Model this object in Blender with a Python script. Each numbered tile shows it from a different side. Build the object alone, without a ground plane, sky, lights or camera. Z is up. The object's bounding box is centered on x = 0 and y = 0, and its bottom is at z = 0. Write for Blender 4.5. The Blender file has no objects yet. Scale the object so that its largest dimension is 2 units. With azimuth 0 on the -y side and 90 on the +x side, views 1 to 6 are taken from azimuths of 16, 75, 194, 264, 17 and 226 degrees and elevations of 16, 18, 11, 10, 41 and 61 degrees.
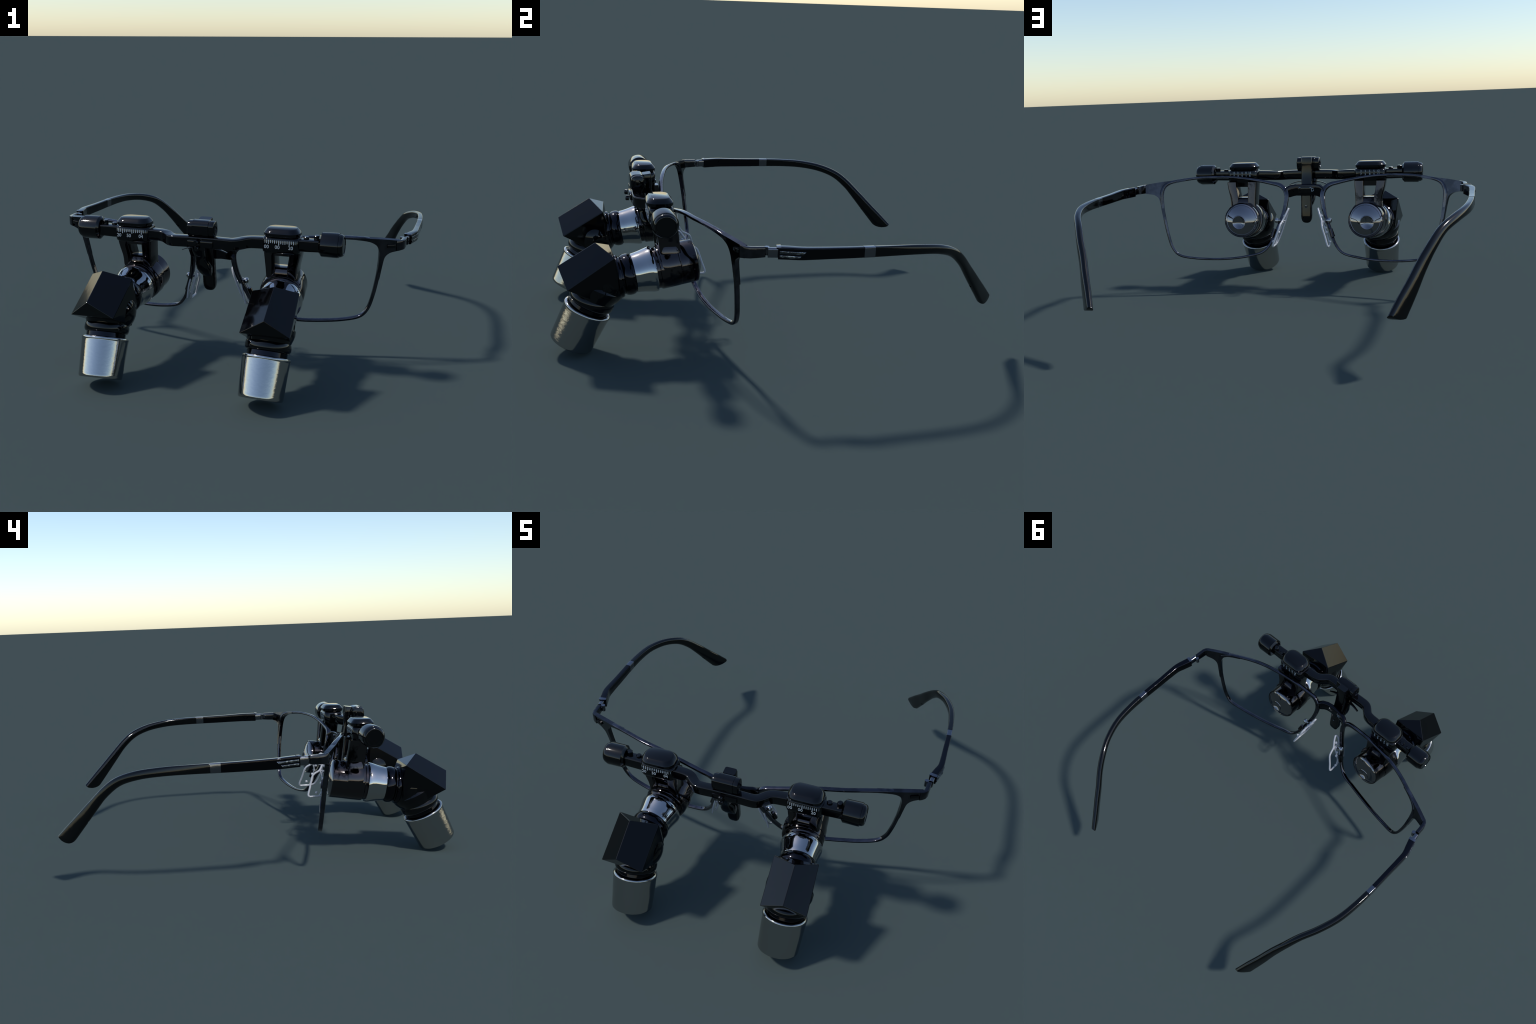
# Binocular magnifying spectacles: wire-rim glasses carrying two prism loupes
# on an adjustable front bar.  The right half (+x) is described, the left half
# is its mirror image.
import bpy, bmesh, math, random
from mathutils import Vector, Matrix

random.seed(7)
V = Vector
coll = bpy.context.scene.collection


# ------------------------------------------------------------- materials
def new_mat(name, col, metal=0.0, rough=0.1, spec=0.5, bump=0.0, bscale=60.0,
            mottle=None, mscale=8.0, mlo=0.45, mhi=0.6, coat=0.0, rough2=None,
            bump2=0.0, bscale2=12.0):
    m = bpy.data.materials.new(name)
    m.use_nodes = True
    nt = m.node_tree
    b = nt.nodes["Principled BSDF"]
    b.inputs["Base Color"].default_value = (*col, 1)
    b.inputs["Metallic"].default_value = metal
    b.inputs["Roughness"].default_value = rough
    b.inputs["Specular IOR Level"].default_value = spec
    b.inputs["Coat Weight"].default_value = coat
    tc = nt.nodes.new("ShaderNodeTexCoord")
    if mottle is not None:
        n = nt.nodes.new("ShaderNodeTexNoise")
        n.inputs["Scale"].default_value = mscale
        n.inputs["Detail"].default_value = 5
        n.inputs["Roughness"].default_value = 0.65
        nt.links.new(tc.outputs["Object"], n.inputs["Vector"])
        r = nt.nodes.new("ShaderNodeValToRGB")
        r.color_ramp.elements[0].position = mlo
        r.color_ramp.elements[1].position = mhi
        r.color_ramp.elements[0].color = (*col, 1)
        r.color_ramp.elements[1].color = (*mottle, 1)
        nt.links.new(n.outputs["Fac"], r.inputs["Fac"])
        nt.links.new(r.outputs["Color"], b.inputs["Base Color"])
        if rough2 is not None:
            mr = nt.nodes.new("ShaderNodeMapRange")
            mr.inputs["From Min"].default_value = mlo
            mr.inputs["From Max"].default_value = mhi
            mr.inputs["To Min"].default_value = rough
            mr.inputs["To Max"].default_value = rough2
            nt.links.new(n.outputs["Fac"], mr.inputs["Value"])
            nt.links.new(mr.outputs["Result"], b.inputs["Roughness"])
    last = None
    for st, sc in ((bump, bscale), (bump2, bscale2)):
        if st > 0:
            n2 = nt.nodes.new("ShaderNodeTexNoise")
            n2.inputs["Scale"].default_value = sc
            n2.inputs["Detail"].default_value = 3
            nt.links.new(tc.outputs["Object"], n2.inputs["Vector"])
            bp = nt.nodes.new("ShaderNodeBump")
            bp.inputs["Strength"].default_value = st
            bp.inputs["Distance"].default_value = 0.01
            nt.links.new(n2.outputs["Fac"], bp.inputs["Height"])
            if last is not None:
                nt.links.new(last.outputs["Normal"], bp.inputs["Normal"])
            last = bp
    if last is not None:
        nt.links.new(last.outputs["Normal"], b.inputs["Normal"])
    return m


M_BLACK = new_mat("black_gloss_lacquer", (0.0012, 0.0012, 0.0016), 0, 0.05, 0.42,
                  bump=0.008, bscale=25)
M_PRISM = new_mat("black_prism_paint", (0.001, 0.001, 0.0014), 0, 0.06, 0.36,
                  bump=0.006, bscale=30)
M_TIP = new_mat("black_sleeve_plastic", (0.0007, 0.0007, 0.0009), 0, 0.09, 0.45,
                bump=0.008, bscale=20)
M_FRAME = new_mat("gunmetal_rim", (0.092, 0.090, 0.108), 1, 0.07, 0.5,
                  mottle=(0.06, 0.06, 0.07), mscale=14, bump=0.05, bscale=45)
M_ENDP = new_mat("dark_gunmetal", (0.05, 0.05, 0.057), 1, 0.1, 0.5,
                 mottle=(0.08, 0.078, 0.09), mscale=12, bump=0.04, bscale=40)
M_EYE = new_mat("smoked_chrome", (0.075, 0.066, 0.068), 1, 0.06, 0.5,  # base tinted warm to carry the brownish reflections on the eyepiece
                mottle=(0.012, 0.011, 0.012), mscale=6.5, mlo=0.55, mhi=0.62,
                bump=0.012, bscale=20)
M_RIB = new_mat("black_chrome", (0.026, 0.026, 0.031), 1, 0.06, 0.5,
                bump=0.02, bscale=18)
M_SILVER = new_mat("brushed_silver", (0.47, 0.455, 0.44), 1, 0.07, 0.5,
                   bump=0.02, bscale=320, bump2=0.03, bscale2=70)
M_RING = new_mat("polished_silver", (0.50, 0.485, 0.475), 1, 0.06, 0.5,
                 bump=0.012, bscale=16)
M_LENS = new_mat("coated_lens_mirror", (0.27, 0.255, 0.265), 1, 0.03, 0.5,
                 bump=0.003, bscale=10)
M_BAND = new_mat("satin_silver_band", (0.20, 0.20, 0.22), 1, 0.12, 0.5,
                 bump=0.03, bscale=50)
M_INLAY = new_mat("worn_silver_inlay", (0.10, 0.105, 0.115), 1, 0.12, 0.5,
                  mottle=(0.42, 0.42, 0.42), mscale=55, mlo=0.48, mhi=0.60, bump=0.15, bscale=90)
M_PAD = new_mat("clear_nose_silicone", (0.46, 0.47, 0.50), 0, 0.18, 0.6,
                bump=0.01, bscale=60)
M_MARK = new_mat("pale_marking_paint", (0.42, 0.47, 0.50), 0, 0.4, 0.4)

# ------------------------------------------------------------- helpers
ROOT = bpy.data.objects.new("loupe_spectacles", None)
coll.objects.link(ROOT)
ROOT["label"] = "black metal-rim spectacles with two prism magnifier loupes"
ROOT["category"] = "magnifying glasses"


def mesh_obj(name, verts, faces, mat, parent, smooth=True, angle=40, bevel=0.0,
             segs=2, subdiv=0, noise=0.0, nscale=20.0):
    bm = bmesh.new()
    vs = [bm.verts.new(v) for v in verts]
    bm.verts.ensure_lookup_table()
    for f in faces:
        try:
            bm.faces.new([vs[i] for i in f])
        except ValueError:
            pass
    bmesh.ops.remove_doubles(bm, verts=bm.verts, dist=1e-6)
    bmesh.ops.recalc_face_normals(bm, faces=bm.faces)
    return finish(name, bm, mat, parent, smooth, angle, bevel, segs)


def finish(name, bm, mat, parent, smooth=True, angle=40, bevel=0.0, segs=2):
    if bevel > 0:
        es = [e for e in bm.edges if len(e.link_faces) == 2
              and e.calc_face_angle(0) > math.radians(25)]
        bmesh.ops.bevel(bm, geom=es, offset=bevel, segments=segs, profile=0.5,
                        affect='EDGES', clamp_overlap=True)
    if smooth:
        for f in bm.faces:
            f.smooth = True
        for e in bm.edges:
            if len(e.link_faces) == 2 and e.calc_face_angle(0) > math.radians(angle):
                e.smooth = False
    me = bpy.data.meshes.new(name)
    bm.to_mesh(me)
    bm.free()
    me.materials.append(mat)
    ob = bpy.data.objects.new(name, me)
    coll.objects.link(ob)
    ob.parent = parent
    return ob


def mirror(ob, parent=None, name=None):
    """Mirror-image twin of a part (and its children) across x = 0."""
    me = ob.data.copy()
    bm = bmesh.new()
    bm.from_mesh(me)
    bmesh.ops.scale(bm, vec=(-1, 1, 1), verts=bm.verts)
    bmesh.ops.reverse_faces(bm, faces=bm.faces)
    bm.to_mesh(me)
    bm.free()
    tw = bpy.data.objects.new(name or ob.name, me)
    for k in ob.keys():
        tw[k] = ob[k]
    coll.objects.link(tw)
    tw.parent = parent or ob.parent
    for ch in ob.children:
        if not ch.get("no_mirror"):
            mirror(ch, tw)
    return tw


def catmull(pts, m=8, closed=False):
    pts = [V(p) for p in pts]
    K = len(pts)
    out = []
    g = (lambda j: pts[j % K]) if closed else (lambda j: pts[min(max(j, 0), K - 1)])
    for i in range(K if closed else K - 1):
        p0, p1, p2, p3 = g(i - 1), g(i), g(i + 1), g(i + 2)
        for s in range(m):
            t = s / m
            out.append(0.5 * (2 * p1 + (p2 - p0) * t + (2 * p0 - 5 * p1 + 4 * p2 - p3) * t * t
                              + (3 * p1 - p0 - 3 * p2 + p3) * t ** 3))
    if not closed:
        out.append(pts[-1])
    return out


def interp(table, t):
    """Piecewise-linear look-up with smoothstep easing, table [(t, value...)]."""
    if t <= table[0][0]:
        return table[0][1:]
    for a, b in zip(table, table[1:]):
        if t <= b[0]:
            k = (t - a[0]) / (b[0] - a[0])
            return tuple(x + (y - x) * k for x, y in zip(a[1:], b[1:]))
    return table[-1][1:]


def rrect(w, h, r, n=4):
    r = min(r, w / 2 - 1e-5, h / 2 - 1e-5)
    o = []
    for cx, cy, a0 in ((w / 2 - r, h / 2 - r, 0), (-w / 2 + r, h / 2 - r, 90),
                       (-w / 2 + r, -h / 2 + r, 180), (w / 2 - r, -h / 2 + r, 270)):
        for k in range(n + 1):
            a = math.radians(a0 + 90 * k / n)
            o.append((cx + r * math.cos(a), cy + r * math.sin(a)))
    return o


def loft(rings, closed=False, cap=True):
    n = len(rings[0])
    verts = [p for r in rings for p in r]
    faces = []
    L = len(rings)
    for i in range(L if closed else L - 1):
        j = (i + 1) % L
        for k in range(n):
            k2 = (k + 1) % n
            faces.append((i * n + k, i * n + k2, j * n + k2, j * n + k))
    if cap and not closed:
        faces.append(tuple(range(n))[::-1])
        faces.append(tuple((L - 1) * n + k for k in range(n)))
    return verts, faces


def frame_sweep(path, sec, side_fn, closed=False, cap=True):
    """sec(i, t) -> outline [(a, b)], a along the side vector, b along the
    second normal.  side_fn(i, tangent) -> preferred side vector."""
    rings = []
    N = len(path)
    for i, p in enumerate(path):
        if closed:
            t = path[(i + 1) % N] - path[i - 1]
        else:
            t = path[min(i + 1, N - 1)] - path[max(i - 1, 0)]
        t.normalize()
        s = side_fn(i, t)
        s = (s - t * s.dot(t)).normalized()
        u = t.cross(s)
        rings.append([p + s * a + u * b for a, b in sec(i, i / max(1, N - 1))])
    return loft(rings, closed, cap)


def tube(path, r, n=10, closed=False):
    up = V((0.31, 0.2, 0.93))
    rr_ = r if callable(r) else (lambda t: r)
    return frame_sweep(path, lambda i, t: [(rr_(t) * math.cos(2 * math.pi * k / n),
                                            rr_(t) * math.sin(2 * math.pi * k / n))
                                           for k in range(n)],
                       lambda i, t: up, closed)


def basis(d):
    d = d.normalized()
    s = d.cross(V((0, 0, 1)))
    if s.length < 1e-3:
        s = V((1, 0, 0))
    s.normalize()
    return d, s, s.cross(d)


def lathe(origin, axis, prof, n=64):
    """Body of revolution: prof = [(distance along axis, radius)]."""
    d, s, u = basis(axis)
    rings = []
    for t, r in prof:
        r = max(r, 1e-4)
        rings.append([origin + d * t + (s * math.cos(2 * math.pi * k / n)
                      + u * math.sin(2 * math.pi * k / n)) * r for k in range(n)])
    return loft(rings)


def box(c, size, rot=None):
    c = V(c)
    x, y, z = (k / 2 for k in size)
    R = rot or Matrix.Identity(3)
    vs = [c + R @ V((a * x, b * y, e * z)) for a in (-1, 1) for b in (-1, 1) for e in (-1, 1)]
    fs = [(0, 1, 3, 2), (4, 6, 7, 5), (0, 4, 5, 1), (2, 3, 7, 6), (0, 2, 6, 4), (1, 5, 7, 3)]
    return vs, fs


def join_geo(*geos):
    vs, fs = [], []
    for v, f in geos:
        o = len(vs)
        vs += v
        fs += [tuple(i + o for i in q) for q in f]
    return vs, fs


def part(name, geo, mat, parent=ROOT, **kw):
    return mesh_obj(name, geo[0], geo[1], mat, parent, **kw)


def hull(name, pts, mat, parent, bevel=0.0, segs=2, angle=30):
    bm = bmesh.new()
    for p in pts:
        bm.verts.new(p)
    bmesh.ops.convex_hull(bm, input=bm.verts)
    bmesh.ops.delete(bm, geom=[v for v in bm.verts if not v.link_faces], context='VERTS')
    bmesh.ops.dissolve_limit(bm, angle_limit=math.radians(3), verts=bm.verts, edges=bm.edges)
    bmesh.ops.recalc_face_normals(bm, faces=bm.faces)
    return finish(name, bm, mat, parent, False, angle, bevel, segs)


def sphere_geo(c, r, n=14):
    return lathe(V(c), V((0, 0, 1)),
                 [(-r * math.cos(math.pi * k / n), r * math.sin(math.pi * k / n))
                  for k in range(n + 1)], 18)


# ------------------------------------------------------------- spectacle rim
RIM = [(0.7775, -0.2585, 0.573), (0.744, -0.283, 0.6175), (0.625, -0.338, 0.636), (0.515, -0.378, 0.638),
       (0.402, -0.404, 0.633), (0.294, -0.425, 0.617), (0.198, -0.437, 0.597), (0.134, -0.441, 0.578),
       (0.103, -0.430, 0.532), (0.114, -0.412, 0.441), (0.147, -0.382, 0.351), (0.178, -0.349, 0.277),
       (0.227, -0.325, 0.222), (0.312, -0.310, 0.200), (0.410, -0.290, 0.190), (0.510, -0.268, 0.191),
       (0.603, -0.249, 0.199), (0.682, -0.232, 0.218), (0.722, -0.230, 0.262), (0.746, -0.235, 0.337),
       (0.763, -0.242, 0.421), (0.776, -0.2495, 0.503)]
rim_path = catmull(RIM, 8, True)
NR = len(rim_path)
# rim width seen from the front, by control point
RIM_W = [0.020, 0.018, 0.014, 0.0135, 0.0135, 0.015, 0.018, 0.024, 0.026, 0.022, 0.018, 0.015,
         0.014, 0.0135, 0.0135, 0.0135, 0.0135, 0.014, 0.015, 0.016, 0.017, 0.019]


def wrap_normal(p):
    """Normal of the face-form curve the two rims lie on."""
    dx = -0.012 + 0.422 * p.x + 0.173 * p.z
    dz = -0.32 + 0.173 * p.x
    return V((dx, -1.0, dz)).normalized()


def rim_sec(i, t):
    k = i / 8
    a = int(k) % len(RIM_W)
    f = k - int(k)
    w = RIM_W[a] * (1 - f) + RIM_W[(a + 1) % len(RIM_W)] * f
    return rrect(0.021, w, 0.004, 2)


rim = part("rim", frame_sweep(rim_path, rim_sec, lambda i, t: wrap_normal(rim_path[i]), True),
           M_FRAME, angle=50)

# end piece: flat web flaring out of the rim's outer corner ...
def wrap_y(x, z):
    return -0.275 - 0.012 * x + 0.211 * x * x - 0.32 * z + 0.173 * x * z


WEB_TOP = [(0.655, 0.6375), (0.735, 0.6305), (0.780, 0.6270), (0.826, 0.6215), (0.862, 0.6165)]
WEB_BOTTOM = [(0.862, 0.568), (0.838, 0.563), (0.819, 0.558), (0.803, 0.547), (0.793, 0.5325), (0.787, 0.510),
              (0.780, 0.4725), (0.771, 0.420)]
WEB_INNER = [(0.757, 0.420), (0.762, 0.460), (0.766, 0.496), (0.768, 0.526), (0.7685, 0.5555), (0.765, 0.577),
             (0.757, 0.594), (0.7435, 0.6055), (0.7275, 0.6135), (0.700, 0.6205), (0.655, 0.6275)]
web2d = []
for seg in (WEB_TOP, WEB_BOTTOM, WEB_INNER):
    web2d += [(p.x, p.y) for p in catmull([(x, z, 0) for x, z in seg], 4)]


def plate(outline, half, shift=0.0):
    """Slab of given half thickness lying on the face-form curve."""
    f, bk = [], []
    for x, z in outline:
        p = V((x, wrap_y(x, z), z))
        nrm = wrap_normal(p)
        f.append(p + nrm * (half + shift))
        bk.append(p - nrm * (half - shift))
    n = len(outline)
    faces = [tuple(range(n)), tuple(range(2 * n - 1, n - 1, -1))]
    faces += [(i, i + n, (i + 1) % n + n, (i + 1) % n) for i in range(n)]
    return f + bk, faces


end_piece = part("end_piece", plate(web2d, 0.0109), M_ENDP, angle=40, bevel=0.0)
# ... then a strap turning back to the hinge
EP = [(0.846, -0.243, 0.566, 0.6185), (0.858, -0.2375, 0.568, 0.617), (0.8680, -0.2290, 0.569, 0.6160),
      (0.8735, -0.215, 0.5695, 0.6155), (0.8755, -0.190, 0.5705, 0.615), (0.8775, -0.157, 0.573, 0.6145)]
ep_path = [V((x, y, (a + b) / 2)) for x, y, a, b in EP]
part("end_strap", frame_sweep(
    ep_path, lambda i, t: rrect(EP[i][3] - EP[i][2], 0.0205, 0.003, 2),
    lambda i, t: V((0, 0, 1))), M_ENDP, end_piece, angle=45)
part("inlay", box((0.826, -0.2610, 0.590), (0.040, 0.006, 0.017),
                  Matrix.Rotation(0.38, 3, 'Z')), M_BLACK, end_piece, bevel=0.002)
# hinge knuckle
hinge = part("hinge", join_geo(
    lathe(V((0.862, -0.146, 0.576)), V((0, 0, 1)), [(0, 0), (0, .010), (.034, .010), (.034, 0)], 20),
    box((0.867, -0.153, 0.593), (0.008, 0.020, 0.018))), M_BAND, angle=35)

# bridge between the rims, with a small plate on its back
BR = [(0.108, -0.437, 0.534, 0.046), (0.100, -0.443, 0.5405, 0.060), (0.080, -0.456, 0.550, 0.066),
      (0.055, -0.465, 0.553, 0.064), (0.03, -0.469, 0.5525, 0.065), (0, -0.470, 0.552, 0.066)]
BRF = BR + [(-x, y, z, h) for x, y, z, h in BR[-2::-1]]
bridge_path = [V(b[:3]) for b in BRF]
bridge = part("bridge", frame_sweep(bridge_path, lambda i, t: rrect(BRF[i][3], 0.024, 0.006, 3),
                                    lambda i, t: V((0, 0, 1))), M_RIB, angle=40)
part("bridge_plate", box((0, -0.459, 0.554), (0.105, 0.008, 0.036)), M_BLACK, bridge, bevel=0.003)
for sx in (-1, 1):
    part("rivet", lathe(V((sx * 0.031, -0.457, 0.565)), V((0, 1, 0)),
                        [(0, 0.006), (0.004, 0.0055), (0.006, 0.003), (0.0062, 0)], 14),
         M_BAND, bridge)

# ------------------------------------------------------------- temples
TEMPLE = [(0.8790, -0.138, 0.592), (0.8850, -0.106, 0.5915), (0.8970, -0.060, 0.591), (0.9085, -0.015, 0.590),
          (0.9100, 0.050, 0.5885), (0.9090, 0.120, 0.587), (0.9090, 0.190, 0.586), (0.9080, 0.267, 0.5855),
          (0.9020, 0.380, 0.5835), (0.8850, 0.493, 0.5775), (0.8460, 0.602, 0.561),
          (0.7975, 0.691, 0.529), (0.7600, 0.758, 0.477), (0.7215, 0.819, 0.408), (0.6890, 0.878, 0.338),
          (0.6580, 0.931, 0.276), (0.6255, 0.989, 0.208)]
t_path = catmull(TEMPLE, 10)


def slice_path(lo, hi):
    return [p for p in t_path if lo <= p.y <= hi]


# height and thickness along the temple, by y
T_SIZE = [(-0.14, 0.040, 0.036), (-0.105, 0.050, 0.0365), (-0.05, 0.050, 0.033), (-0.01, 0.049, 0.029),
          (0.10, 0.0455, 0.026), (0.27, 0.043, 0.025), (0.40, 0.0415, 0.028), (0.55, 0.041, 0.031),
          (0.68, 0.043, 0.032), (0.78, 0.050, 0.031), (0.86, 0.065, 0.030), (0.92, 0.078, 0.028),
          (0.99, 0.088, 0.024)]


def temple_piece(name, lo, hi, mat, parent, grow=0.0, round_=0.35, tip=False):
    path = slice_path(lo, hi)

    def sec(i, t):
        h, w = interp(T_SIZE, path[i].y)
        k = round_ if path[i].y < 0.3 else min(0.5, round_ + (path[i].y - 0.3) * 1.0)
        return rrect(h + grow, w + grow, k * w, 4)

    geo = frame_sweep(path, sec, lambda i, t: V((-0.18 * min(1, max(0, (path[i].y - 0.2) / 0.4)), 0, 1)))
    if not tip:
        return part(name, geo, mat, parent, angle=40)
    # the sleeve's end is cut level and rounded over
    bm = bmesh.new()
    vs = [bm.verts.new(v) for v in geo[0]]
    for f in geo[1]:
        bm.faces.new([vs[i] for i in f])
    for k in range(-4, 6):
        th = math.radians(15 * k)
        A, B = 0.049, 0.037
        low = [f for f in bm.faces if all(v.co.z < 0.33 for v in f.verts)]
        cut = bmesh.ops.bisect_plane(
            bm, geom=list({v for f in low for v in f.verts}) + list({e for f in low for e in f.edges}) + low,
            plane_co=(0, 0.9535 + A * math.sin(th), 0.263 - B * math.cos(th)),
            plane_no=(0, math.sin(th) / A, -math.cos(th) / B), clear_outer=True)
        edges = [e for e in cut["geom_cut"] if isinstance(e, bmesh.types.BMEdge)]
        if edges:
            bmesh.ops.contextual_create(bm, geom=edges)
    bmesh.ops.recalc_face_normals(bm, faces=bm.faces)
    bmesh.ops.bevel(bm, geom=[e for e in bm.edges if len(e.link_faces) == 2 and
                              e.calc_face_angle(0) > math.radians(50)],
                    offset=0.004, segments=3, profile=0.5, affect='EDGES', clamp_overlap=True)
    return finish(name, bm, mat, parent, True, 45)


temple = temple_piece("temple", -0.108, 0.243, M_RIB, ROOT, 0.0, 0.14)
temple_piece("temple_band", 0.238, 0.288, M_BAND, temple, 0.0012, 0.16)
temple_piece("temple_tip", 0.283, 0.985, M_TIP, temple, 0.0, 0.16, True)
part("hinge_shoe", frame_sweep([V((0.8820, -0.147, 0.592)), V((0.8870, -0.100, 0.591))],
                               lambda i, t: rrect(0.040, 0.022, 0.006, 3), lambda i, t: V((0, 0, 1))),
     M_BAND, temple, angle=35)
# polished inlay bars on the outer face, cut off on a slant
for z0, hh, y1 in ((0.5965, 0.0125, -0.006), (0.5800, 0.0105, -0.024)):
    pth = []
    for y in (-0.104, -0.085, -0.060, -0.040, y1):
        k = min(t_path, key=lambda p: abs(p.y - y))
        w = interp(T_SIZE, y)[1]
        pth.append(V((k.x + (y - k.y) * 0.2 + w / 2 + 0.0003, y, z0 - (y + 0.1) * 0.03)))
    geo = frame_sweep(pth, lambda i, t: rrect(hh, 0.005, 0.002, 2), lambda i, t: V((0, 0, 1)))
    n = len(geo[0]) // len(pth)
    for v in geo[0][-n:]:
        v.y += (v.z - z0) * 0.9
    part("polished_inlay", geo, M_INLAY, temple, angle=40)
part("trim_band", frame_sweep([V((0.8840, -0.1125, 0.6155)), V((0.8870, -0.096, 0.6165))],
                             lambda i, t: rrect(0.004, 0.0370, 0.0015, 2), lambda i, t: V((0, 0, 1))),
     M_BAND, temple)

# ------------------------------------------------------------- nose pads
PADLOOP = [(0.084, -0.388, 0.457), (0.094, -0.365, 0.432), (0.109, -0.343, 0.398), (0.116, -0.312, 0.380),
           (0.121, -0.298, 0.362), (0.138, -0.283, 0.314), (0.153, -0.270, 0.268), (0.154, -0.300, 0.263),
           (0.153, -0.335, 0.264), (0.146, -0.362, 0.276), (0.130, -0.385, 0.318), (0.112, -0.398, 0.372),
           (0.094, -0.403, 0.428)]
pad = part("nose_pad", tube(catmull(PADLOOP, 6, True), 0.0055, 10, True), M_PAD)
part("pad_strut", join_geo(
    tube(catmull([(0.112, -0.343, 0.396), (0.119, -0.352, 0.368), (0.134, -0.350, 0.330), (0.147, -0.345, 0.290),
                  (0.153, -0.33, 0.266)], 6), 0.0042),
    tube(catmull([(0.112, -0.343, 0.396), (0.108, -0.372, 0.392), (0.108, -0.398, 0.385)], 5), 0.0042),
    tube(catmull([(0.128, -0.402, 0.392), (0.140, -0.404, 0.345), (0.152, -0.396, 0.283)], 6), 0.0042)),
    M_PAD, pad)
for c, r in (((0.104, -0.372, 0.418), .009), ((0.116, -0.362, 0.385), .010), ((0.130, -0.355, 0.355), .008),
             ((0.136, -0.345, 0.330), .009), ((0.160, -0.313, 0.284), .0075)):
    part("pad_stud", sphere_geo(c, r), M_PAD, pad)
part("pad_screw", join_geo(
    lathe(V((0.128, -0.372, 0.393)), V((1, 0.02, 0)),
          [(0, 0), (0, .006), (.010, .006), (.011, .012), (.018, .0145), (.026, .0145), (.031, .011),
           (.033, .005), (.0333, 0)], 20)), M_RING, pad)
part("pad_arm", join_geo(
    tube(catmull([(0.136, -0.385, 0.395), (0.134, -0.372, 0.390), (0.124, -0.362, 0.388), (0.116, -0.358, 0.386)], 5),
         0.005),
    lathe(V((0.158, -0.352, 0.350)), V((0.30, 0.20, -0.93)), [(0, 0), (0, .010), (.045, .012), (.048, 0)], 14)),
    M_EYE, pad)

# ------------------------------------------------------------- mounting bar
BAR = [(0, -0.582, 0.628), (0.060, -0.582, 0.628), (0.115, -0.583, 0.627), (0.142, -0.580, 0.626),
       (0.160, -0.569, 0.626), (0.178, -0.551, 0.627), (0.196, -0.536, 0.629), (0.222, -0.528, 0.631),
       (0.262, -0.525, 0.632), (0.32, -0.522, 0.633), (0.42, -0.520, 0.634), (0.47, -0.520, 0.634),
       (0.545, -0.519, 0.635)]
bar_half = catmull(BAR, 5)
bar_path = [V((-p.x, p.y, p.z)) for p in bar_half[:0:-1]] + bar_half


def bar_sec(i, t):
    x = abs(bar_path[i].x)
    h, w = interp([(0, 0.051, 0.044), (0.12, 0.051, 0.046), (0.18, 0.050, 0.048), (0.24, 0.051, 0.048),
                   (0.46, 0.054, 0.054), (0.55, 0.052, 0.052)], x)
    return rrect(h, w, 0.006, 3)


bar = part("mounting_bar", frame_sweep(bar_path, bar_sec, lambda i, t: V((0, 0, 1))), M_BLACK, angle=40)


def knob_geo():
    return lathe(V((0.538, -0.513, 0.6405)), V((1, 0, 0)),
                 [(0, 0), (0, .044), (.006, .050), (.010, .0555), (.080, .0565), (.088, .055), (.089, .0515),
                  (.098, .0510), (.107, .0455), (.1085, .043), (.1085, .0395), (.1065, .0385), (.1065, 0)], 56)


knob = part("adjusting_knob", knob_geo(), M_TIP, angle=32)
screw = part("bar_screw", lathe(V((0.474, -0.510, 0.655)), V((0, 0, 1)),
                                [(0, 0), (0, .013), (.012, .013), (.0155, .010), (.0155, 0)], 20), M_BLACK)
screw2 = part("bar_screw", lathe(V((0.522, -0.508, 0.655)), V((0, 0, 1)),
                                 [(0, 0), (0, .014), (.021, .014), (.0245, .011), (.0245, 0)], 20), M_BLACK)


# slider housing with domed cap over each loupe
def stadium(cx, cy, w, d, r, z, n=8):
    return [V((cx + a, cy + b, z)) for a, b in rrect(w, d, r, n)]


HX, HY = 0.364, -0.508
housing = part("slider_housing", loft([
    stadium(HX, HY, 0.166, 0.094, 0.03, 0.592), stadium(HX, HY - .002, 0.174, 0.100, 0.03, 0.597),
    stadium(HX, HY - .001, 0.176, 0.106, 0.03, 0.604), stadium(HX, HY, 0.176, 0.108, 0.03, 0.655),
    stadium(HX, HY, 0.170, 0.102, 0.03, 0.663), stadium(HX, HY, 0.150, 0.09, 0.03, 0.668)]), M_BLACK, angle=40)
part("slider_cap", loft([
    stadium(HX, HY - .003, 0.140, 0.090, 0.03, 0.660), stadium(HX, HY - .003, 0.152, 0.102, 0.036, 0.668),
    stadium(HX, HY - .003, 0.164, 0.114, 0.044, 0.6715), stadium(HX, HY - .003, 0.167, 0.117, 0.046, 0.6735),
    stadium(HX, HY - .003, 0.167, 0.117, 0.046, 0.6855), stadium(HX, HY - .003, 0.164, 0.114, 0.045, 0.6885),
    stadium(HX, HY - .003, 0.138, 0.088, 0.036, 0.7035), stadium(HX, HY - .003, 0.132, 0.082, 0.034, 0.7050)]),
    M_BLACK, housing, angle=26)

# ------------------------------------------------------------- yoke
YT, YB = 0.602, 0.478


def yoke_leg(xt, xb, wt, wb):
    rings = []
    for k in range(9):
        f = k / 8
        z = YT + (YB - 0.012 - YT) * f
        e = f * f * (3 - 2 * f)
        x = xt + (xb - xt) * min(1, e * 1.3)
        w = wt + (wb - wt) * f
        yb = -0.441 + 0.018 * f
        yf = -0.532 + 0.016 * f
        rings.append([V((x + a, (yb + yf) / 2 + 0.0 + b, z)) for a, b in rrect(w, abs(yf - yb), 0.006, 3)])
    return loft(rings)


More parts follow.
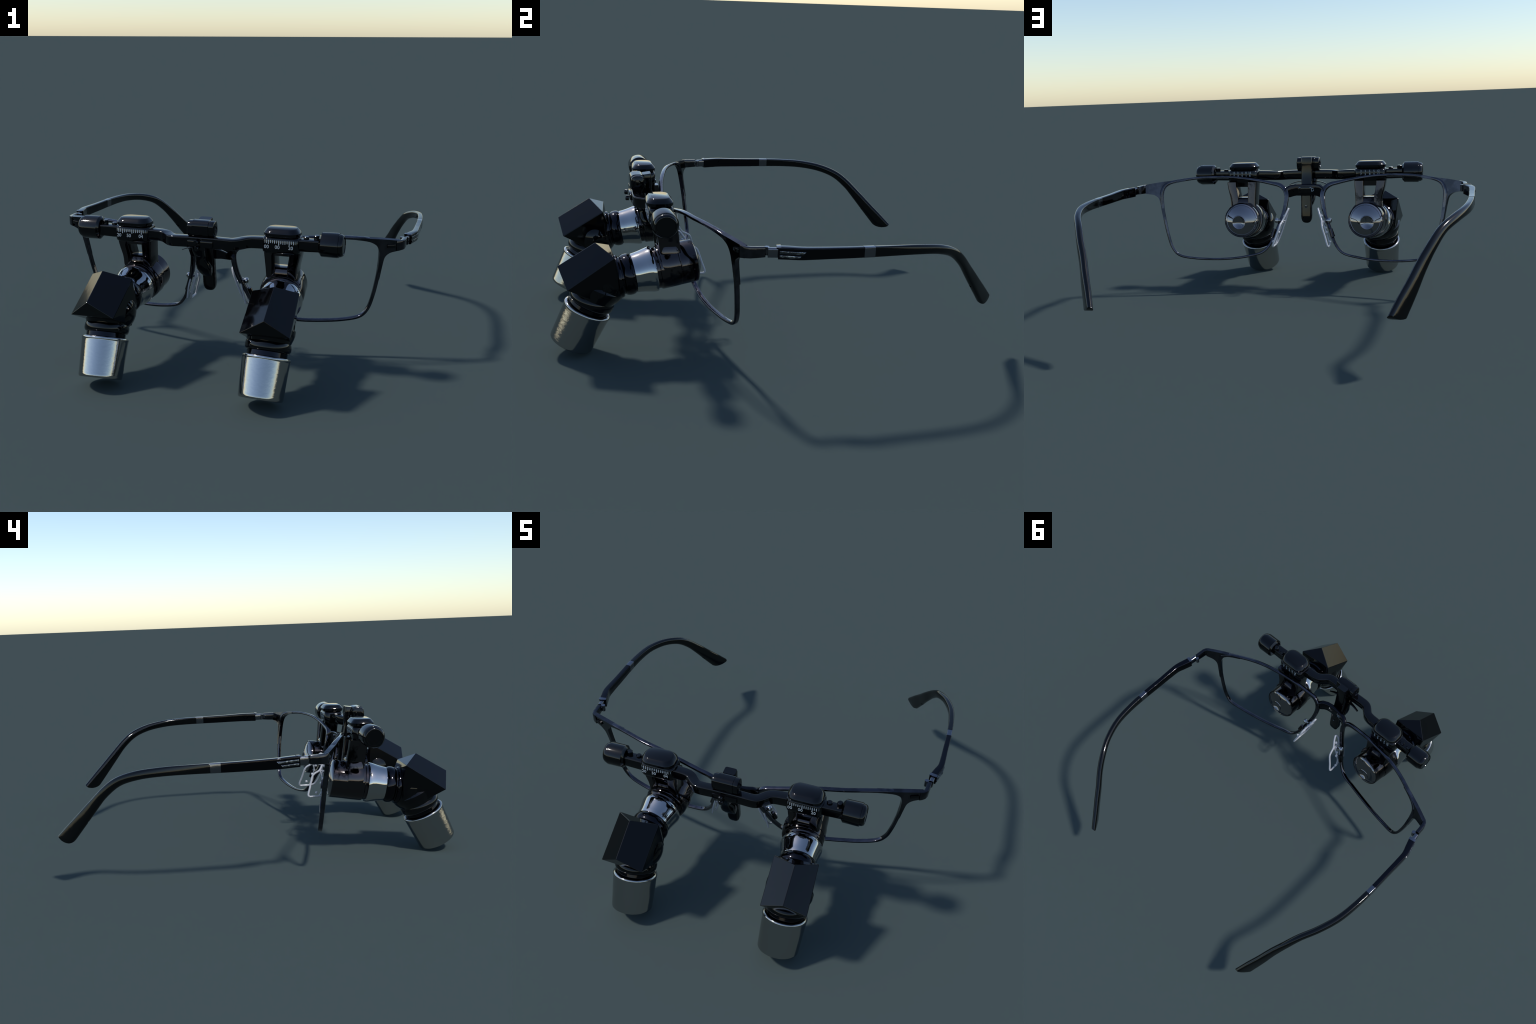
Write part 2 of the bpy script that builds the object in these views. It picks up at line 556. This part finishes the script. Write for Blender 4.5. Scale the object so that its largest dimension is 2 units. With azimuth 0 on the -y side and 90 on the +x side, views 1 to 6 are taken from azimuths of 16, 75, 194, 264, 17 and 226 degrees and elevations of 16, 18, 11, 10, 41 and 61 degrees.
yoke = part("yoke", join_geo(
    yoke_leg(0.425, 0.409, 0.051, 0.042), yoke_leg(0.305, 0.308, 0.051, 0.042),
    box((0.365, -0.492, 0.5885), (0.128, 0.066, 0.030))), M_EYE, angle=40, bevel=0.0)
part("yoke_saddle", loft([
    stadium(0.360, -0.470, 0.150, 0.092, 0.02, 0.455), stadium(0.360, -0.471, 0.142, 0.088, 0.02, 0.488),
    stadium(0.360, -0.472, 0.118, 0.078, 0.02, 0.504), stadium(0.360, -0.474, 0.080, 0.060, 0.02, 0.512)]),
    M_EYE, yoke, angle=45)

# ------------------------------------------------------------- loupe
EO = V((0.350, -0.352, 0.3985))
EA = V((0.081, -0.985, -0.151)).normalized()
loupe = part("eyepiece_barrel", lathe(EO, EA, [
    (0.020, 0), (0.012, 0.060), (0.008, 0.0865), (0.003, 0.0885), (0.0015, 0.0935), (0.004, 0.0968), (0.010, 0.0977),
    (0.080, 0.0977), (0.0815, 0.0950), (0.0865, 0.0950), (0.088, 0.0980), (0.100, 0.0985),
    (0.160, 0.0985), (0.167, 0.0970), (0.172, 0.0925), (0.185, 0.0915), (0.192, 0.0905), (0.192, 0)], 72),
    M_EYE, angle=28)
part("eyepiece_rim", lathe(EO, EA, [
    (0.012, 0.080), (-0.0030, 0.0815), (-0.0036, 0.0828), (-0.0028, 0.0845), (0.0030, 0.0910), (0.0045, 0.0925),
    (0.012, 0.0920), (0.012, 0.080)], 72), M_LENS, loupe, angle=25)  # darker metal than the silver ring, to dim the chamfer's sky reflection
part("eyepiece_collar", lathe(EO + V((-0.0040, 0, 0.0065)), EA, [
    (0.076, 0.090), (0.077, 0.1015), (0.080, 0.1045), (0.086, 0.1055), (0.130, 0.1055), (0.152, 0.1035), (0.160, 0.1000),
    (0.163, 0.090)], 72), M_EYE, loupe, angle=30)


def dished_dome(rad, sag, off, dish_r, depth, rings=56, n=120):
    """Spherical cap with a small off-centre concave dish and raised lip."""
    d, sv, uv = basis(EA)
    sv = sv if sv.x > 0 else -sv
    R = (rad * rad + sag * sag) / (2 * sag)

    def h(a, b):
        r2 = a * a + b * b
        t = -0.002 - (math.sqrt(max(R * R - r2, 0)) - (R - sag))
        q = math.hypot(a - off[0], b - off[1])
        lip = dish_r * 1.16
        if q < dish_r:
            t += depth * (1 - (q / dish_r) ** 2)
        elif q < lip:
            t -= 0.0022 * math.sin(math.pi * (q - dish_r) / (lip - dish_r))
        return t

    vs = [EO + d * h(0, 0)]
    fs = []
    for i in range(1, rings + 1):
        r = rad * i / rings
        for k in range(n):
            w = 2 * math.pi * k / n
            a, b = r * math.cos(w), r * math.sin(w)
            vs.append(EO + d * h(a, b) + sv * a + uv * b)
    idx = lambda i, k: 1 + (i - 1) * n + k % n
    for k in range(n):
        fs.append((0, idx(1, k), idx(1, k + 1)))
        for i in range(1, rings):
            fs.append((idx(i, k), idx(i + 1, k), idx(i + 1, k + 1), idx(i, k + 1)))
    base = len(vs)
    for k in range(n):
        w = 2 * math.pi * k / n
        vs.append(EO + d * 0.012 + sv * (rad * math.cos(w)) + uv * (rad * math.sin(w)))
    for k in range(n):
        fs.append((idx(rings, k), base + k, base + (k + 1) % n, idx(rings, k + 1)))
    fs.append(tuple(base + k for k in range(n))[::-1])
    return vs, fs


part("eyepiece_lens", dished_dome(0.0822, 0.0190, (0.012, -0.014), 0.034, 0.017), M_LENS, loupe, angle=40)
part("silver_ring", lathe(EO, EA, [
    (0.180, 0), (0.184, 0.094), (0.187, 0.1005), (0.192, 0.1025), (0.205, 0.1015), (0.222, 0.0975), (0.242, 0.0930),
    (0.262, 0.0895), (0.276, 0.0880), (0.2795, 0.0870), (0.281, 0.0840), (0.281, 0)], 72),
    M_RING, loupe, angle=28)
part("ribbed_neck", lathe(EO, EA, [
    (0.276, 0), (0.276, 0.082), (0.282, 0.0850), (0.289, 0.0905), (0.299, 0.0930), (0.312, 0.0930), (0.323, 0.0900),
    (0.329, 0.0860), (0.331, 0.0840), (0.336, 0.0840), (0.338, 0.0920), (0.344, 0.0965), (0.352, 0.0970),
    (0.358, 0.0945), (0.361, 0.0915), (0.365, 0.0915), (0.368, 0.0970), (0.390, 0.1000), (0.402, 0.098),
    (0.402, 0)], 72), M_RIB, loupe, angle=30)

# elbow: two stubby tubes meeting inside the prism housing
BT = V((0.382, -0.832, 0.205))
BA = V((-0.027, -0.440, -0.898)).normalized()
elbow_c = V((0.376, -0.765, 0.318))
part("elbow", join_geo(
    lathe(EO, EA, [(0.375, 0), (0.375, 0.092), (0.384, 0.1010), (0.40, 0.1045), (0.43, 0.105), (0.45, 0.06), (0.45, 0)], 48),
    lathe(BT, -BA, [(0.022, 0), (0.024, 0.091), (0.029, 0.098), (0.038, 0.1015), (0.050, 0.1020), (0.060, 0.1005),
                    (0.066, 0.0970), (0.072, 0.0985), (0.088, 0.1050), (0.105, 0.1095), (0.125, 0.110), (0.150, 0.09),
                    (0.158, 0)], 64),
    lathe(elbow_c, V((0, 0, 1)), [(-0.1105 * math.cos(math.pi * k / 24), 0.1105 * math.sin(math.pi * k / 24))
                                  for k in range(25)], 56)), M_BLACK, loupe, angle=35)

# prism housing: roof with a sloping ridge, end gables and flanks
RR, RF = (0.402, -0.791, 0.513), (0.402, -0.952, 0.414)
OR, OF = (0.495, -0.713, 0.4691), (0.504, -0.915, 0.336)
IR, IF = (0.286, -0.727, 0.4656), (0.289, -0.930, 0.343)
hull("prism_housing", [RR, RF, OR, OF, IR, IF,
                       (0.484, -0.700, 0.400), (0.288, -0.704, 0.410), (0.478, -0.700, 0.320), (0.274, -0.716, 0.320),
                       (0.470, -0.790, 0.300), (0.286, -0.796, 0.302), (0.466, -0.75, 0.245), (0.284, -0.76, 0.250)],
     M_PRISM, loupe, bevel=0.0022, segs=3)
part("objective_neck", lathe(BT, -BA, [(-0.03, 0), (-0.03, 0.090), (0.040, 0.089), (0.040, 0)], 64), M_RIB, loupe,
     angle=35)
part("objective_barrel", lathe(BT, BA, [
    (0.012, 0), (0.010, 0.088), (0.000, 0.0935), (-0.004, 0.0985), (-0.003, 0.1035), (0.000, 0.1065), (0.003, 0.1072),
    (0.007, 0.1072), (0.009, 0.1066), (0.010, 0.1058), (0.013, 0.1056), (0.040, 0.1043), (0.100, 0.1017), (0.165, 0.0989),
    (0.172, 0.0986), (0.1745, 0.0980), (0.178, 0.0965), (0.1805, 0.0945), (0.1810, 0.0925), (0.1800, 0.0905),
    (0.100, 0.0880), (0.098, 0)], 96), M_SILVER, loupe, angle=40)
part("objective_lens", lathe(BT, BA, [(0.09, 0), (0.09, 0.0875), (0.108, 0.0870), (0.116, 0.05), (0.118, 0)], 48),
     M_LENS, loupe, angle=30)

# ------------------------------------------------------------- centre clamp
block = part("clamp_block", loft([
    [V((x, -0.575 + a, 0.689 + b)) for a, b in rrect(0.064 * s, 0.074 * s, 0.024, 5)]
    for x, s in ((-0.064, 0.90), (-0.062, 0.97), (-0.058, 1.0), (-0.040, 1.0), (-0.039, 1.07), (0.039, 1.07),
                 (0.040, 1.0), (0.058, 1.0), (0.062, 0.97), (0.064, 0.90))]), M_BLACK, angle=35)
for sx in (-1, 1):
    part("pivot_screw", lathe(V((sx * 0.060, -0.577, 0.687)), V((sx, 0, 0)),
                              [(0, 0), (0, .021), (.006, .021), (.0065, .017), (.0035, .015), (.0035, .006),
                               (.0055, .005), (.0055, 0)], 28), M_RIB, block)
PST = [(-0.530, 0.7275), (-0.529, 0.720), (-0.527, 0.690), (-0.523, 0.650), (-0.518, 0.615), (-0.510, 0.575),
       (-0.500, 0.540), (-0.494, 0.500)]
part("clamp_post", frame_sweep([V((0, y, z)) for y, z in PST],
                               lambda i, t: rrect(0.062 * (0.92 if i == 0 else 1), 0.040 if i < 3 else 0.033, 0.008, 3),
                               lambda i, t: V((1, 0, 0))), M_BLACK, block, angle=35)
part("clamp_web", box((0, -0.548, 0.660), (0.062, 0.05, 0.05)), M_BLACK, block, bevel=0.004)
# hanging tongue with rounded end
TG = [(0.530, 1, 1), (0.50, 1, 1), (0.45, 1.0, 1), (0.405, 1.02, 1), (0.388, 0.97, .98), (0.376, 0.84, .9),
      (0.368, 0.62, .75), (0.3645, 0.36, .5)]
part("hanging_tongue", loft([[V((0.0 + a, -0.492 + (0.53 - z) * 0.10 + b, z)) for a, b in
                              rrect(0.060 * s, 0.040 * d, 0.010, 3)] for z, s, d in TG]), M_BLACK, block, angle=40)
part("tongue_dimple", lathe(V((0.0, -0.4655, 0.458)), V((0, 1, -0.06)),
                            [(0, .008), (.003, .0075), (.0035, .005), (.002, .004), (.002, 0)], 16), M_BAND, block)
# clamp lever under the bar: plate, thumb piece and its two screws
part("lever_plate", box((0.0, -0.606, 0.624), (0.124, 0.012, 0.030)), M_BLACK, block, bevel=0.004)
part("lever", loft([[V((x + a, y + b, z)) for a, b in rrect(w, d, 0.010, 3)] for x, y, z, w, d in (
    (-0.010, -0.586, 0.612, 0.070, 0.046), (-0.014, -0.574, 0.585, 0.060, 0.054), (-0.016, -0.556, 0.560, 0.050, 0.050),
    (-0.014, -0.546, 0.535, 0.048, 0.050), (-0.010, -0.538, 0.512, 0.062, 0.054), (-0.006, -0.530, 0.488, 0.066, 0.054),
    (-0.002, -0.520, 0.465, 0.058, 0.044), (0.000, -0.510, 0.448, 0.044, 0.030))]), M_BLACK, block, angle=40)
for z, y in ((0.634, -0.617), (0.604, -0.612)):
    part("lever_screw", lathe(V((-0.012, y, z)), V((-0.15, -1, 0)),
                              [(0, 0), (0, .012), (.012, .012), (.016, .009), (.016, 0)], 18), M_BLACK, block)
for k in range(3):
    part("lever_rib", box((-0.020, -0.575 + 0.008 * k, 0.556 - 0.013 * k), (0.022, 0.010, 0.004)), M_ENDP, block,
         bevel=0.0012)
# leaf springs peeking out below the bar
spring = part("leaf_spring", frame_sweep(
    catmull([(0.0, -0.552, 0.590), (0.04, -0.554, 0.592), (0.075, -0.552, 0.587), (0.110, -0.548, 0.574)], 6),
    lambda i, t: rrect(0.004, 0.022 * (1 - 0.5 * t), 0.0015, 2), lambda i, t: V((0, 0, 1))), M_BLACK, block)
spring["no_mirror"] = True
mirror(spring, block)

# ------------------------------------------------------------- markings
_txt_cache = {}


def text_geo(s, size):
    cu = bpy.data.curves.new("glyphs", 'FONT')
    cu.body = s
    cu.size = size
    cu.align_x = 'CENTER'
    cu.align_y = 'CENTER'
    cu.extrude = 0.0006
    cu.resolution_u = 3
    ob = bpy.data.objects.new("glyphs", cu)
    coll.objects.link(ob)
    dg = bpy.context.evaluated_depsgraph_get()
    dg.update()
    me = bpy.data.meshes.new_from_object(ob.evaluated_get(dg))
    vs = [v.co.copy() for v in me.vertices]
    fs = [tuple(p.vertices) for p in me.polygons]
    bpy.data.objects.remove(ob)
    bpy.data.curves.remove(cu)
    bpy.data.meshes.remove(me)
    return vs, fs


def place(geo, origin, right, up):
    r, u = V(right).normalized(), V(up).normalized()
    n = r.cross(u)
    return [V(origin) + r * v.x + u * v.y + n * v.z for v in geo[0]], geo[1]


def markings(side, parent, front_words, back_rows):
    # front: tick scale and three numbers; back: two rows of figures
    yf = HY - 0.0545
    ticks = []
    for k in range(18):
        f = k / 17
        x = side * (HX - 0.082 + 0.164 * f)
        e = abs(f - 0.5) * 2
        y = yf + 0.0 + 0.016 * max(0, (e - 0.72) / 0.28) ** 2
        long_ = (0.021 if k % 5 == 3 else 0.0155) * random.uniform(0.85, 1.1)
        ticks.append(box((x, y, 0.6555 - long_ / 2), (random.uniform(0.0026, 0.0038), 0.0018, long_)))
    tk = part("scale_tick", join_geo(*ticks), M_MARK, parent, smooth=False)
    tk["kind"] = "stuff"
    for dx, w in zip((-0.062, -0.012, 0.050), front_words):
        g = place(text_geo(w, 0.023), (side * HX + dx, yf - 0.0002, 0.6235), (1, 0, 0), (0, 0, 1))
        part("scale_number", g, M_MARK, parent, smooth=False)
    for row, z in zip(back_rows, (0.6535, 0.637)):
        for dx, w in zip((0.048, 0.024, 0.0, -0.024, -0.046), row):
            g = place(text_geo(w, 0.017), (side * HX + dx, HY + 0.0545, z), (-1, 0, 0), (0, 0, 1))
            part("scale_number", g, M_MARK, parent, smooth=False)


# ------------------------------------------------------------- left half
for ob in (rim, end_piece, hinge, temple, pad, knob, screw, screw2, yoke, loupe):
    mirror(ob)
housing_l = mirror(housing)
markings(1, housing, ("00", "00", "20"), (("12", "2", "4", "8", "16"), ("7", "4", "4", "1", "8")))
markings(-1, housing_l, ("20", "50", "04"), (("2", "3", "5", "5", "12"), ("7", "5", "8", "6", "17")))
part("bridge_letter", place(text_geo("D", 0.026), (-0.042, -0.4545, 0.553), (-1, 0, 0), (0, 0, 1)), M_MARK, bridge,
     smooth=False)
